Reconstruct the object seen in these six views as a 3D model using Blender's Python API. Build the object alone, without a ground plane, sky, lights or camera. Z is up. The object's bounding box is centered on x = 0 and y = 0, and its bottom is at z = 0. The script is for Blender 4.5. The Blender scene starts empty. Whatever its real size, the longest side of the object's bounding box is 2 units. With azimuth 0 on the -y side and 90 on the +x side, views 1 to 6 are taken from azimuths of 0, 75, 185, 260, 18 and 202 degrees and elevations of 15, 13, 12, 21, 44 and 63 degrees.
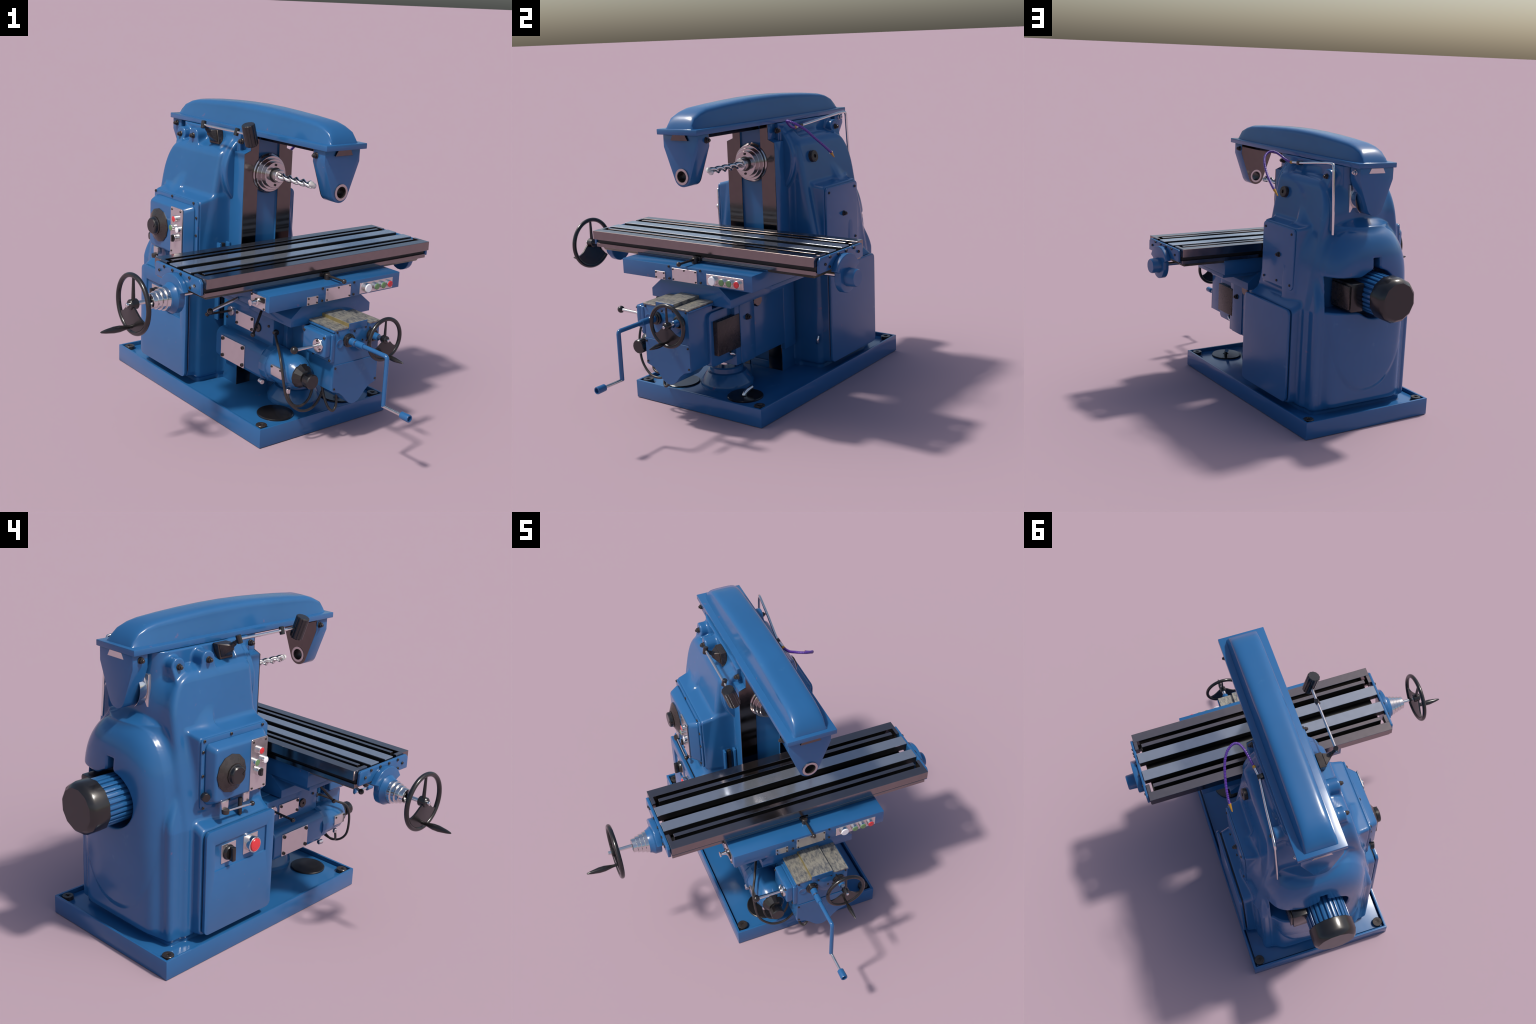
import bpy, bmesh, math
import numpy as np
from mathutils import Vector, Matrix

# ---------------------------------------------------------------- frame
# Every part is modelled in the machine's own frame (x right, y to the back,
# z up, origin under the middle of the base); the root empty turns it.
TURN = math.radians(38.0)
PLACE = (-0.1095, 0.146, 0.0)
scene = bpy.context.scene
COL = scene.collection

root = bpy.data.objects.new("milling_machine", None)
COL.objects.link(root)
root.location = PLACE
root.rotation_euler = (0, 0, TURN)
root["label"] = "blue horizontal milling machine with steel table and handwheels"
root["category"] = "milling machine"


# ---------------------------------------------------------------- materials
def new_mat(name):
    m = bpy.data.materials.new(name)
    m.use_nodes = True
    nt = m.node_tree
    return m, nt, nt.nodes["Principled BSDF"]


def noise(nt, scale, detail=3.0, rough=0.55, stretch=None, offset=(0, 0, 0)):
    tc = nt.nodes.new("ShaderNodeTexCoord")
    mp = nt.nodes.new("ShaderNodeMapping")
    mp.inputs["Location"].default_value = offset
    if stretch:
        mp.inputs["Scale"].default_value = stretch
    n = nt.nodes.new("ShaderNodeTexNoise")
    n.inputs["Scale"].default_value = scale
    n.inputs["Detail"].default_value = detail
    n.inputs["Roughness"].default_value = rough
    nt.links.new(tc.outputs["Object"], mp.inputs["Vector"])
    nt.links.new(mp.outputs["Vector"], n.inputs["Vector"])
    return n.outputs["Fac"]


def ramp(nt, fac, stops):
    r = nt.nodes.new("ShaderNodeValToRGB")
    e = r.color_ramp.elements
    while len(e) > 1:
        e.remove(e[-1])
    e[0].position, e[0].color = stops[0][0], (*stops[0][1], 1)
    for p, c in stops[1:]:
        el = e.new(p)
        el.color = (*c, 1)
    nt.links.new(fac, r.inputs["Fac"])
    return r.outputs["Color"]


def grey(v):
    return (v, v, v)


def mix(nt, fac, a, b):
    m = nt.nodes.new("ShaderNodeMix")
    m.data_type = "RGBA"
    for sock, val in ((m.inputs[0], fac), (m.inputs[6], a), (m.inputs[7], b)):
        if hasattr(val, "is_linked"):
            nt.links.new(val, sock)
        elif isinstance(val, tuple):
            sock.default_value = (*val, 1)
        else:
            sock.default_value = val
    return m.outputs[2]


def bump(nt, bsdf, fac, strength, dist=0.002):
    b = nt.nodes.new("ShaderNodeBump")
    b.inputs["Strength"].default_value = strength
    b.inputs["Distance"].default_value = dist
    nt.links.new(fac, b.inputs["Height"])
    nt.links.new(b.outputs["Normal"], bsdf.inputs["Normal"])


def plain(name, col, rough=0.4, metal=0.0, coat=0.0, spec=0.5, var=0.12, scale=30):
    m, nt, b = new_mat(name)
    f = noise(nt, scale)
    lo = tuple(c * (1 - var) for c in col)
    hi = tuple(min(1, c * (1 + var)) for c in col)
    nt.links.new(ramp(nt, f, [(0.3, lo), (0.7, hi)]), b.inputs["Base Color"])
    nt.links.new(ramp(nt, f, [(0.3, grey(rough * 0.85)), (0.7, grey(rough * 1.15))]), b.inputs["Roughness"])
    b.inputs["Metallic"].default_value = metal
    b.inputs["Coat Weight"].default_value = coat
    b.inputs["Coat Roughness"].default_value = 0.1
    b.inputs["Specular IOR Level"].default_value = spec
    return m


def paint(name, col, rough=0.19):
    """Glossy machine enamel: slow tone drift, pale scuffs, a few red primer chips."""
    m, nt, b = new_mat(name)
    drift = noise(nt, 3.0, 4.0)
    base = ramp(nt, drift, [(0.3, tuple(c * 0.96 for c in col)), (0.7, tuple(c * 1.05 for c in col))])
    scuff = ramp(nt, noise(nt, 9.0, 8.0, 0.7, None, (3.1, 1.7, 0.4)), [(0.64, grey(0.0)), (0.80, grey(0.30))])
    c1 = mix(nt, scuff, base, (0.13, 0.30, 0.42))
    chip = ramp(nt, noise(nt, 13.0, 6.0, 0.6, None, (7.3, 2.2, 5.1)), [(0.69, grey(0.0)), (0.76, grey(0.5))])
    c2 = mix(nt, chip, c1, (0.22, 0.09, 0.16))
    nt.links.new(c2, b.inputs["Base Color"])
    nt.links.new(ramp(nt, noise(nt, 14.0, 5.0), [(0.3, grey(rough * 0.9)), (0.7, grey(rough * 1.15))]), b.inputs["Roughness"])
    b.inputs["Coat Weight"].default_value = 0.08
    b.inputs["Coat Roughness"].default_value = 0.1
    return m


def worn_steel(name, bright, dark, rough=0.3, metal=0.9, stretch=(6, 1, 6), lo=0.35, hi=0.62, scale=14):
    m, nt, b = new_mat(name)
    f = noise(nt, scale, 8.0, 0.7, stretch)
    nt.links.new(ramp(nt, f, [(lo, dark), (hi, bright)]), b.inputs["Base Color"])
    nt.links.new(ramp(nt, f, [(lo, grey(rough * 1.4)), (hi, grey(rough * 0.8))]), b.inputs["Roughness"])
    b.inputs["Metallic"].default_value = metal
    return m


BLUE = (0.019, 0.106, 0.264)
M_BLUE = paint("blue_enamel", BLUE)
M_BLACK = plain("black_plastic", (0.012, 0.011, 0.011), 0.22, spec=0.6)
M_BLACKIRON = plain("blackened_iron", (0.050, 0.042, 0.039), 0.28, metal=0.45)
M_VOID = plain("slot_shade_black", (0.006, 0.006, 0.006), 0.5)  # near-black base colour paints the depth shade of slots and gaps
M_STEEL = plain("ground_steel", (0.255, 0.220, 0.215), 0.14, metal=0.97, var=0.04)
M_STRIP = plain("polished_strip", (0.37, 0.40, 0.45), 0.13, metal=0.76, var=0.04)
M_WAY = plain("slideway_steel", (0.138, 0.117, 0.111), 0.12, metal=1.0, var=0.05)
M_SPIN = plain("turned_steel", (0.50, 0.46, 0.455), 0.13, metal=1.0, var=0.04)
M_CHROME = plain("chrome", (0.72, 0.71, 0.70), 0.10, metal=1.0, var=0.03)
M_PLATE = plain("bare_plate", (0.66, 0.62, 0.62), 0.22, metal=0.9, var=0.03)
M_SLIDE = worn_steel("scraped_slide", (0.37, 0.345, 0.28), (0.085, 0.095, 0.115), 0.4, 0.45, (1.8, 0.7, 1), 0.36, 0.58, 38)
M_OLIVE = worn_steel("oiled_underside", (0.20, 0.18, 0.115), (0.09, 0.085, 0.06), 0.35, 0.6, (1, 6, 6), 0.3, 0.7, 10)
M_BRASS = plain("gib_brass", (0.33, 0.27, 0.12), 0.35, metal=0.6, var=0.15)
M_RED = plain("red_button", (0.62, 0.03, 0.035), 0.3, coat=0.3, var=0.04)
M_GREEN = plain("green_button", (0.12, 0.23, 0.09), 0.35, coat=0.3, var=0.04)
M_WHITE = plain("white_button", (0.85, 0.85, 0.87), 0.3, coat=0.3, var=0.02)
M_TIP = plain("bright_tip", (0.80, 0.80, 0.78), 0.3, metal=0.3, var=0.02)
M_PURPLE = plain("purple_hose", (0.085, 0.028, 0.26), 0.3, coat=0.2, var=0.1)
M_YELLOW = plain("yellow_nozzle", (0.48, 0.24, 0.02), 0.35, var=0.05)
M_RUBBER = plain("black_rubber", (0.028, 0.024, 0.022), 0.4)


# ---------------------------------------------------------------- mesh helpers
def finish_mesh(name, me, mat, parent, angle=32.0, kind=None):
    me.polygons.foreach_set("use_smooth", np.ones(len(me.polygons), dtype=bool))
    if angle is not None:
        me.set_sharp_from_angle(angle=math.radians(angle))
    if mat is not None:
        me.materials.append(mat)
    ob = bpy.data.objects.new(name, me)
    COL.objects.link(ob)
    ob.parent = parent if parent is not None else root
    if kind:
        ob["kind"] = kind
    return ob


def from_bm(name, bm, mat, parent, bev=0.0, seg=2, angle=32.0):
    bmesh.ops.recalc_face_normals(bm, faces=bm.faces)
    if bev > 0:
        ed = [e for e in bm.edges if len(e.link_faces) == 2 and e.calc_face_angle(0) > math.radians(24)]
        bmesh.ops.bevel(bm, geom=ed, offset=bev, segments=seg, affect="EDGES", profile=0.5, clamp_overlap=True)
    me = bpy.data.meshes.new(name)
    bm.to_mesh(me)
    bm.free()
    return finish_mesh(name, me, mat, parent, angle)


def from_py(name, verts, faces, mat, parent, angle=32.0, bev=0.0, seg=2):
    bm = bmesh.new()
    vs = [bm.verts.new(v) for v in verts]
    for f in faces:
        try:
            bm.faces.new([vs[i] for i in f])
        except ValueError:
            pass
    return from_bm(name, bm, mat, parent, bev, seg, angle)


def put(axis, u, v, a):
    return {"x": (a, u, v), "y": (u, a, v), "z": (u, v, a)}[axis]


def prism(name, pts, axis, a, b, mat, parent, bev=0.003, seg=2, angle=32.0):
    n = len(pts)
    verts = [put(axis, u, v, a) for u, v in pts] + [put(axis, u, v, b) for u, v in pts]
    faces = [list(range(n)), list(range(2 * n - 1, n - 1, -1))]
    faces += [[i, (i + 1) % n, n + (i + 1) % n, n + i] for i in range(n)]
    return from_py(name, verts, faces, mat, parent, angle, bev, seg)


def frustum(name, pa, pb, axis, a, b, mat, parent, bev=0.004, seg=3, angle=32.0):
    n = len(pa)
    verts = [put(axis, u, v, a) for u, v in pa] + [put(axis, u, v, b) for u, v in pb]
    faces = [list(range(n)), list(range(2 * n - 1, n - 1, -1))]
    faces += [[i, (i + 1) % n, n + (i + 1) % n, n + i] for i in range(n)]
    return from_py(name, verts, faces, mat, parent, angle, bev, seg)


def box(name, lo, hi, mat, parent, bev=0.003, seg=2):
    (x0, y0, z0), (x1, y1, z1) = lo, hi
    return prism(name, [(x0, y0), (x1, y0), (x1, y1), (x0, y1)], "z", z0, z1, mat, parent, bev, seg)


def rrect(u0, u1, v0, v1, r, n=5):
    out = []
    for cu, cv, a0 in ((u1 - r, v1 - r, 0), (u0 + r, v1 - r, 90), (u0 + r, v0 + r, 180), (u1 - r, v0 + r, 270)):
        for i in range(n + 1):
            a = math.radians(a0 + 90.0 * i / n)
            out.append((cu + r * math.cos(a), cv + r * math.sin(a)))
    return out


def frame_of(d):
    d = Vector(d).normalized()
    up = Vector((0, 0, 1)) if abs(d.z) < 0.9 else Vector((1, 0, 0))
    u = d.cross(up).normalized()
    return d, u, u.cross(d).normalized()


def lathe(name, origin, axis, prof, mat, parent, seg=40, angle=32.0, phase=0.0, caps=True):
    """Turned part: prof is a list of (distance along axis, radius)."""
    d, u, v = frame_of(axis)
    o = Vector(origin)
    verts, faces = [], []
    for t, r in prof:
        for i in range(seg):
            a = phase + 2 * math.pi * i / seg
            verts.append(o + d * t + (u * math.cos(a) + v * math.sin(a)) * max(r, 1e-5))
    for j in range(len(prof) - 1):
        for i in range(seg):
            k = (i + 1) % seg
            faces.append([j * seg + i, j * seg + k, (j + 1) * seg + k, (j + 1) * seg + i])
    m = (len(prof) - 1) * seg
    if caps:
        faces += [list(range(seg)), [m + i for i in range(seg)][::-1]]
    return from_py(name, verts, faces, mat, parent, angle)


def rod(name, p, q, r, mat, parent, r2=None, seg=20, bev=0.0):
    d = Vector(q) - Vector(p)
    L = d.length
    r2 = r if r2 is None else r2
    if bev:
        prof = [(0, r - bev), (bev, r), (L - bev, r2), (L, r2 - bev)]
    else:
        prof = [(0, r), (L, r2)]
    return lathe(name, p, d, prof, mat, parent, seg)


def ball(name, c, r, mat, parent, seg=20):
    prof = [(r * -math.cos(math.pi * i / 12), r * math.sin(math.pi * i / 12)) for i in range(13)]
    return lathe(name, c, (0, 0, 1), prof, mat, parent, seg, 60)


def catmull(pts, n=8, closed=False):
    P = [Vector(p) for p in pts]
    out = []
    m = len(P)
    for i in range(m if closed else m - 1):
        if closed:
            a, b, c, d = P[i - 1], P[i], P[(i + 1) % m], P[(i + 2) % m]
        else:
            b, c = P[i], P[i + 1]
            a = P[i - 1] if i else b * 2 - c
            d = P[i + 2] if i + 2 < m else c * 2 - b
        for k in range(n):
            t = k / n
            out.append(0.5 * ((2 * b) + (c - a) * t + (2 * a - 5 * b + 4 * c - d) * t * t + (3 * b - a - 3 * c + d) * t ** 3))
    if not closed:
        out.append(P[-1])
    return out


def sweep(name, pts, r, mat, parent, seg=12, closed=False, radii=None, angle=50.0):
    P = [Vector(p) for p in pts]
    m = len(P)
    tang = []
    for i in range(m):
        if closed:
            t = P[(i + 1) % m] - P[i - 1]
        else:
            t = P[min(i + 1, m - 1)] - P[max(i - 1, 0)]
        tang.append(t.normalized())
    _, u, _v = frame_of(tang[0])
    verts, faces = [], []
    for i in range(m):
        t = tang[i]
        u = (u - t * u.dot(t)).normalized()
        v = t.cross(u)
        rr = radii[i] if radii else r
        for k in range(seg):
            a = 2 * math.pi * k / seg
            verts.append(P[i] + (u * math.cos(a) + v * math.sin(a)) * rr)
    for i in range(m if closed else m - 1):
        j = (i + 1) % m
        for k in range(seg):
            l = (k + 1) % seg
            faces.append([i * seg + k, i * seg + l, j * seg + l, j * seg + k])
    if not closed:
        faces.append(list(range(seg)))
        faces.append([(m - 1) * seg + k for k in range(seg)][::-1])
    return from_py(name, verts, faces, mat, parent, angle)


# shared fasteners -----------------------------------------------------------
def proto(builder):
    ob = builder()
    me = ob.data
    bpy.data.objects.remove(ob)
    return me


def hex_bolt_mesh():
    bm = bmesh.new()
    ob = lathe("hex_bolt", (0, 0, 0), (0, 0, 1),
               [(-0.004, 0.0175), (0.004, 0.0175), (0.006, 0.016), (0.006, 0.0135)], M_BLACKIRON, None, 24)
    bm.from_mesh(ob.data)
    bpy.data.objects.remove(ob)
    ob = lathe("hex_head", (0, 0, 0), (0, 0, 1),
               [(0.005, 0.0145), (0.017, 0.0145), (0.020, 0.012)], M_BLACKIRON, None, 6)
    bm.from_mesh(ob.data)
    bpy.data.objects.remove(ob)
    ob = lathe("hex_stud", (0, 0, 0), (0, 0, 1),
               [(0.018, 0.008), (0.026, 0.008), (0.027, 0.007)], M_BLACKIRON, None, 16)
    bm.from_mesh(ob.data)
    bpy.data.objects.remove(ob)
    me = bpy.data.meshes.new("hex_bolt")
    bm.to_mesh(me)
    bm.free()
    me.materials.append(M_BLACKIRON)
    return me


HEX = hex_bolt_mesh()
SCREW = proto(lambda: lathe("cap_screw", (0, 0, 0), (0, 0, 1),
                            [(-0.003, 0.0062), (0.0035, 0.0062), (0.0045, 0.0052), (0.0045, 0.003), (0.0025, 0.0028)],
                            M_BLACKIRON, None, 14))


def fastener(me, name, at, axis, parent, s=1.0, mat=None):
    ob = bpy.data.objects.new(name, me)
    COL.objects.link(ob)
    ob.parent = parent
    q = Vector((0, 0, 1)).rotation_difference(Vector(axis))
    ob.rotation_mode = "QUATERNION"
    ob.rotation_quaternion = q
    ob.location = at
    ob.scale = (s, s, s)
    if mat:
        ob.material_slots[0].link = "OBJECT"
        ob.material_slots[0].material = mat
    return ob


def screws(at_list, axis, parent, s=1.0):
    for p in at_list:
        fastener(SCREW, "cap_screw", p, axis, parent, s)


# ---------------------------------------------------------------- base tray
BX, BY, BH, FLOOR = 0.4475, 0.732, 0.103, 0.083


def build_base():
    bm = bmesh.new()
    t = 0.014
    loops = []
    for x, y, z in ((BX, BY, 0.0), (BX, BY, BH), (BX - t, BY - t, BH), (BX - t, BY - t, 0.045), (BX - t - 0.009, BY - t - 0.009, 0.045), (BX - t - 0.009, BY - t - 0.009, FLOOR)):
        loops.append([bm.verts.new((sx * x, sy * y, z)) for sx, sy in ((-1, -1), (1, -1), (1, 1), (-1, 1))])
    for a, b in zip(loops, loops[1:]):
        for i in range(4):
            bm.faces.new([a[i], a[(i + 1) % 4], b[(i + 1) % 4], b[i]])
    bm.faces.new(loops[-1])
    bm.faces.new(loops[0][::-1])
    base = from_bm("base_tray", bm, M_BLUE, root, 0.002, 2)
    for sx in (-1, 1):
        for sy in (-1, 1):
            lathe("anchor_bolt", (sx * 0.400, sy * 0.680, FLOOR - 0.001), (0, 0, 1),
                  [(0, 0.030), (0.020, 0.030), (0.022, 0.028), (0.022, 0.014), (0.019, 0.013), (0.019, 0.008), (0.014, 0.007)],
                  M_BLACKIRON, base, 28)
    for sx in (-1, 1):
        lathe("sump_cover", (sx * 0.227, -0.578, FLOOR), (0, 0, 1),
              [(0, 0.100), (0.006, 0.100), (0.009, 0.096)], M_BLACK, base, 48)
    # bent chrome drain handle on the right-hand cover
    sweep("drain_handle", catmull([(0.226, -0.590, 0.088), (0.230, -0.580, 0.106), (0.238, -0.560, 0.121), (0.247, -0.538, 0.131)], 6),
          0.0125, M_CHROME, base, 12)
    lathe("drain_boss", (0.225, -0.590, 0.086), (0, 0, 1), [(0, 0.02), (0.008, 0.02), (0.01, 0.017)], M_BLACK, base, 24)
    return base


# ---------------------------------------------------------------- column casting
def surface_nets(F, org, h):
    neg = F < 0
    nx, ny, nz = F.shape
    cnt = np.zeros((nx - 1, ny - 1, nz - 1), np.float32)
    acc = np.zeros((nx - 1, ny - 1, nz - 1, 3), np.float32)
    corners = [(i, j, k) for i in (0, 1) for j in (0, 1) for k in (0, 1)]

    def sl(c):
        return tuple(slice(o, o + n - 1) for o, n in zip(c, (nx, ny, nz)))

    for a in corners:
        for ax in range(3):
            if a[ax]:
                continue
            b = tuple(o + (1 if i == ax else 0) for i, o in enumerate(a))
            fa, fb = F[sl(a)], F[sl(b)]
            cross = neg[sl(a)] != neg[sl(b)]
            idx = np.nonzero(cross)
            t = fa[idx] / (fa[idx] - fb[idx])
            p = np.tile(np.array(a, np.float32), (len(t), 1))
            p[:, ax] += t
            acc[idx] += p
            cnt[idx] += 1
    live = cnt > 0
    num = np.full(live.shape, -1, np.int64)
    ids = np.nonzero(live)
    num[ids] = np.arange(len(ids[0]))
    verts = (np.stack(ids, 1) + acc[ids] / cnt[ids][:, None]) * h + np.array(org)
    quads = []
    for ax in range(3):
        u, v = (ax + 1) % 3, (ax + 2) % 3
        sa = [slice(None)] * 3
        sb = [slice(None)] * 3
        sa[ax], sb[ax] = slice(0, -1), slice(1, None)
        na, nb = neg[tuple(sa)], neg[tuple(sb)]
        e = np.stack(np.nonzero(na != nb), 1)
        ok = (e[:, u] > 0) & (e[:, v] > 0) & (e[:, u] < F.shape[u] - 1) & (e[:, v] < F.shape[v] - 1)
        e = e[ok]
        flip = nb[tuple(e.T)]
        cells = []
        for du, dv in ((-1, -1), (0, -1), (0, 0), (-1, 0)):
            c = e.copy()
            c[:, u] += du
            c[:, v] += dv
            cells.append(num[tuple(c.T)])
        q = np.stack(cells, 1)
        q[flip] = q[flip][:, ::-1]
        quads.append(q)
    return verts, np.concatenate(quads)


def smin(a, b, k):
    h = np.maximum(k - np.abs(a - b), 0) / k
    return np.minimum(a, b) - h * h * k * 0.25


def smax(a, b, k):
    return -smin(-a, -b, k)


def step(a, b, t):
    s = np.clip((t - a) / (b - a), 0, 1)
    return s * s * (3 - 2 * s)


def build_column():
    h = 0.0045
    lo = np.array((-0.432, -0.072, FLOOR - 0.018))
    hi = np.array((0.432, 0.750, 1.540))
    n = np.ceil((hi - lo) / h).astype(int)
    X = (lo[0] + h * np.arange(n[0]))[:, None, None].astype(np.float32)
    Y = (lo[1] + h * np.arange(n[1]))[None, :, None].astype(np.float32)
    Z = (lo[2] + h * np.arange(n[2]))[None, None, :].astype(np.float32)
    AX = np.abs(X)

    foot = 0.016 * (1 - step(0.100, 0.125, Z))
    # raised side panels: wide below, leaning in towards a rounded top
    ws = np.where(Z > 0.70, 0.232 + (1.425 - Z) * 0.178, 0.361) - foot
    zt = np.clip((Z - 1.18) / 0.275, 0, 0.9999)
    ys = 0.30 + 0.247 * (1 - zt ** 2.5) ** 0.4 - foot
    side = smax(smax(AX - ws, smax(Y - ys, -0.008 - Y + foot, 0.03), 0.035), (Z - 1.434 - 0.22 * (0.226 - AX)) * 0.97, 0.045)
    # inner body behind the panels, closing over the rear bulge
    q = step(0.70, 1.15, Z)
    yA = 0.626 + q * (0.010 - 0.190 * (X / 0.28) ** 2) - np.clip(Z - 1.185, 0, 1) * 2.0 - foot
    inner = smax(smax(AX - (ws - 0.014 - 0.012 * q), Y - yA, 0.03), smax(0.1 - Y, Z - 1.40, 0.02), 0.02)
    body = smin(side, inner, 0.014)
    # neck that carries the overarm
    neck = smax(smax(AX - 0.148, Y - 0.556, 0.12), smax(-0.118 - Y, Z - 1.5262, 0.003), 0.004)
    body = smin(body, neck, 0.055)
    # rear bulge over the main motor
    up = np.clip(Z - 0.75, 0, 1) / 0.442
    rho = ((AX / 0.300) ** 2.8 + up ** 2.8) ** (1 / 2.8)
    skin = 0.075 * np.clip(1 - rho ** 10, 0, 1)
    upper, lower = np.clip(Z - 0.85, 0, 1) / 0.342, np.clip(0.85 - Z, 0, 1) / 0.65
    rho2 = ((AX / 0.285) ** 2.3 + upper ** 2.6 + lower ** 2.6) ** (1 / 2.4)
    swell = 0.045 * np.clip(1 - rho2 ** 2.1, 0, 1)
    swell = swell + 0.007 * step(1.00, 0.93, rho2) * step(0.44, 0.30, Z)
    yB = 0.597 + skin + swell - 0.9 * np.clip(rho - 0.985, 0, 1)
    low = 0.5 * (0.122 + 0.0 * X - Z)
    gx, gz = np.gradient(yB[:, 0, :], h)
    lean = np.sqrt(1 + np.clip(gx ** 2 + gz ** 2, 0, 40))[:, None, :]
    bulge = smax(smax((Y - yB) / lean, 0.3 - Y, 0.01), low, 0.03)
    bulge = smax(bulge, (rho - 1.25) * 0.25, 0.01)
    body = smin(body, bulge, 0.024)

    # frustum pads: gearbox pad left, access pad right, door frames both sides
    def pad(sign, x_in, x_out, outer, inner_, k=0.02):
        (a0, a1, b0, b1), (c0, c1, d0, d1) = inner_, outer
        t = np.clip((sign * X - x_in) / (x_out - x_in), -0.2, 1.2)
        y0, y1 = a0 + (c0 - a0) * t, a1 + (c1 - a1) * t
        z0, z1 = b0 + (d0 - b0) * t, b1 + (d1 - b1) * t
        d = smax(smax(y0 - Y, Y - y1, k), smax(z0 - Z, Z - z1, k), k)
        return smax(smax(d, sign * X - x_out, 0.008), 0.1 - sign * X, 0.01)

    body = smin(body, pad(-1, 0.27, 0.358, (0.000, 0.460, 0.786, 1.150), (-0.008, 0.478, 0.772, 1.172)), 0.022)
    body = smin(body, pad(1, 0.27, 0.358, (0.062, 0.412, 0.780, 1.156), (0.050, 0.440, 0.765, 1.172)), 0.022)
    for s in (-1, 1):
        body = smin(body, pad(s, 0.33, 0.415, (0.000, 0.488, 0.128, 0.700), (-0.004, 0.502, 0.118, 0.752), 0.04), 0.012)
    # ring round the spindle nose
    ring = smax(np.sqrt(X ** 2 + (Z - 1.315) ** 2) - 0.228, np.maximum(-0.048 - Y, Y - 0.05), 0.016)
    body = smin(body, ring, 0.008)

    # bolt lugs: rounded head with a tapering rib running down
    def lug(y, z, r, x_out, zlow, sign):
        t = np.clip((z - Z) / (z - zlow), 0, 1)
        d = np.sqrt((Y - y - 0.006 * t) ** 2 + (Z - z + t * (z - zlow)) ** 2) - (r * (1 - 0.85 * t))
        return smax(smax(d, sign * X - x_out - 0.045 * t, 0.008), 0.06 - sign * X, 0.01)

    for s in (-1, 1):
        body = smin(body, lug(0.452, 1.460, 0.043, 0.197, 1.29, s), 0.016)
        ramp_ = smax(smax(np.abs(Y - 0.030) - 0.036, (Z - 1.500 + (s * X - 0.15) * 1.3) * 0.6, 0.01), smax(0.06 - s * X, s * X - 0.205, 0.01), 0.01)
        body = smin(body, ramp_, 0.012)
    boss = np.sqrt((Y - 0.284) ** 2 + np.clip(Z - 1.474, 0, 1) ** 2) - 0.043 - 0.25 * np.clip(1.46 - Z, 0, 0.04)
    boss = smax(smax(boss, -X - 0.222, 0.008), smax(0.06 + X, 1.36 - Z, 0.01), 0.01)
    body = smin(body, boss, 0.014)

    # hollow for the main motor: round hole, notch above, window to the right
    hole = np.sqrt((X + 0.012) ** 2 + (Z - 0.806) ** 2) - 0.146
    notch = np.maximum(np.abs(X + 0.004) - 0.021, np.maximum(Z - 1.016, 0.8 - Z))
    window = np.maximum(np.maximum(0.0 - X, X - 0.285), np.maximum(0.708 - Z, Z - 0.910))
    cut = smin(smin(hole, notch, 0.02), window, 0.02)
    cut = np.maximum(cut, 0.54 - Y)
    body = smax(body, -cut, 0.014)
    body = np.maximum(body, FLOOR - 0.006 - Z)

    F = np.ascontiguousarray(np.broadcast_to(body, tuple(n))).astype(np.float32)
    F[0], F[-1], F[:, 0], F[:, -1], F[:, :, 0], F[:, :, -1] = [1.0] * 6
    verts, quads = surface_nets(F, lo, h)
    me = bpy.data.meshes.new("column")
    me.vertices.add(len(verts))
    me.vertices.foreach_set("co", verts.astype(np.float32).ravel())
    me.loops.add(quads.size)
    me.loops.foreach_set("vertex_index", quads.astype(np.int32).ravel())
    me.polygons.add(len(quads))
    me.polygons.foreach_set("loop_start", np.arange(0, quads.size, 4, dtype=np.int32))
    me.polygons.foreach_set("loop_total", np.full(len(quads), 4, np.int32))
    me.update(calc_edges=True)
    me.validate()
    col = finish_mesh("column", me, M_BLUE, root, None)

    # straight front pillar with the vertical slideways
    W, G, TOP = 0.168, 0.072, 1.428
    sec = [(-W, 0.02), (-W, -0.137), (-G, -0.137), (-G, -0.127), (G, -0.127), (G, -0.137), (W, -0.137), (W, 0.02)]
    prism("guide_pillar", sec, "z", FLOOR - 0.004, TOP, M_BLUE, col, 0.004)
    sec2 = [(-0.126, -0.05), (-0.126, -0.1365), (-G, -0.1365), (-G, -0.1275), (G, -0.1275), (G, -0.1365), (0.126, -0.1365), (0.126, -0.05)]
    prism("pillar_head", sec2, "z", TOP - 0.02, 1.5255, M_BLUE, col, 0.002)
    box("pillar_foot", (-W + 0.001, -0.1362, FLOOR - 0.004), (W - 0.001, -0.05, 0.128), M_BLUE, col)
    for s in (-1, 1):
        poly = [(s * W, FLOOR), (s * W, TOP - 0.004), (s * 0.125, TOP + 0.014), (s * 0.125, 1.5255), (s * G, 1.5255), (s * G, FLOOR)]
        prism("slideway", poly, "y", -0.1415, -0.1372, M_WAY, col, 0.001, 1)
        prism("pillar_shoulder", [(s * W, TOP - 0.002), (s * 0.12, TOP - 0.002), (s * 0.12, TOP + 0.016)], "y", -0.1365, -0.06, M_BLUE, col, 0.002)
        # guard channel beside the pillar
    prism("guard_channel", [(-0.246, -0.004), (-0.246, -0.045), (-0.234, -0.045), (-0.234, -0.015), (-0.186, -0.015), (-0.186, -0.045), (-0.172, -0.045), (-0.172, -0.004)],
          "z", 0.46, 0.912, M_BLUE, col, 0.002)
    box("channel_dark_strip", (-0.222, -0.035, 0.46), (-0.200, -0.012, 0.908), M_VOID, col)  # solid black bar drawing the dark inside of the channel slot

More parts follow.
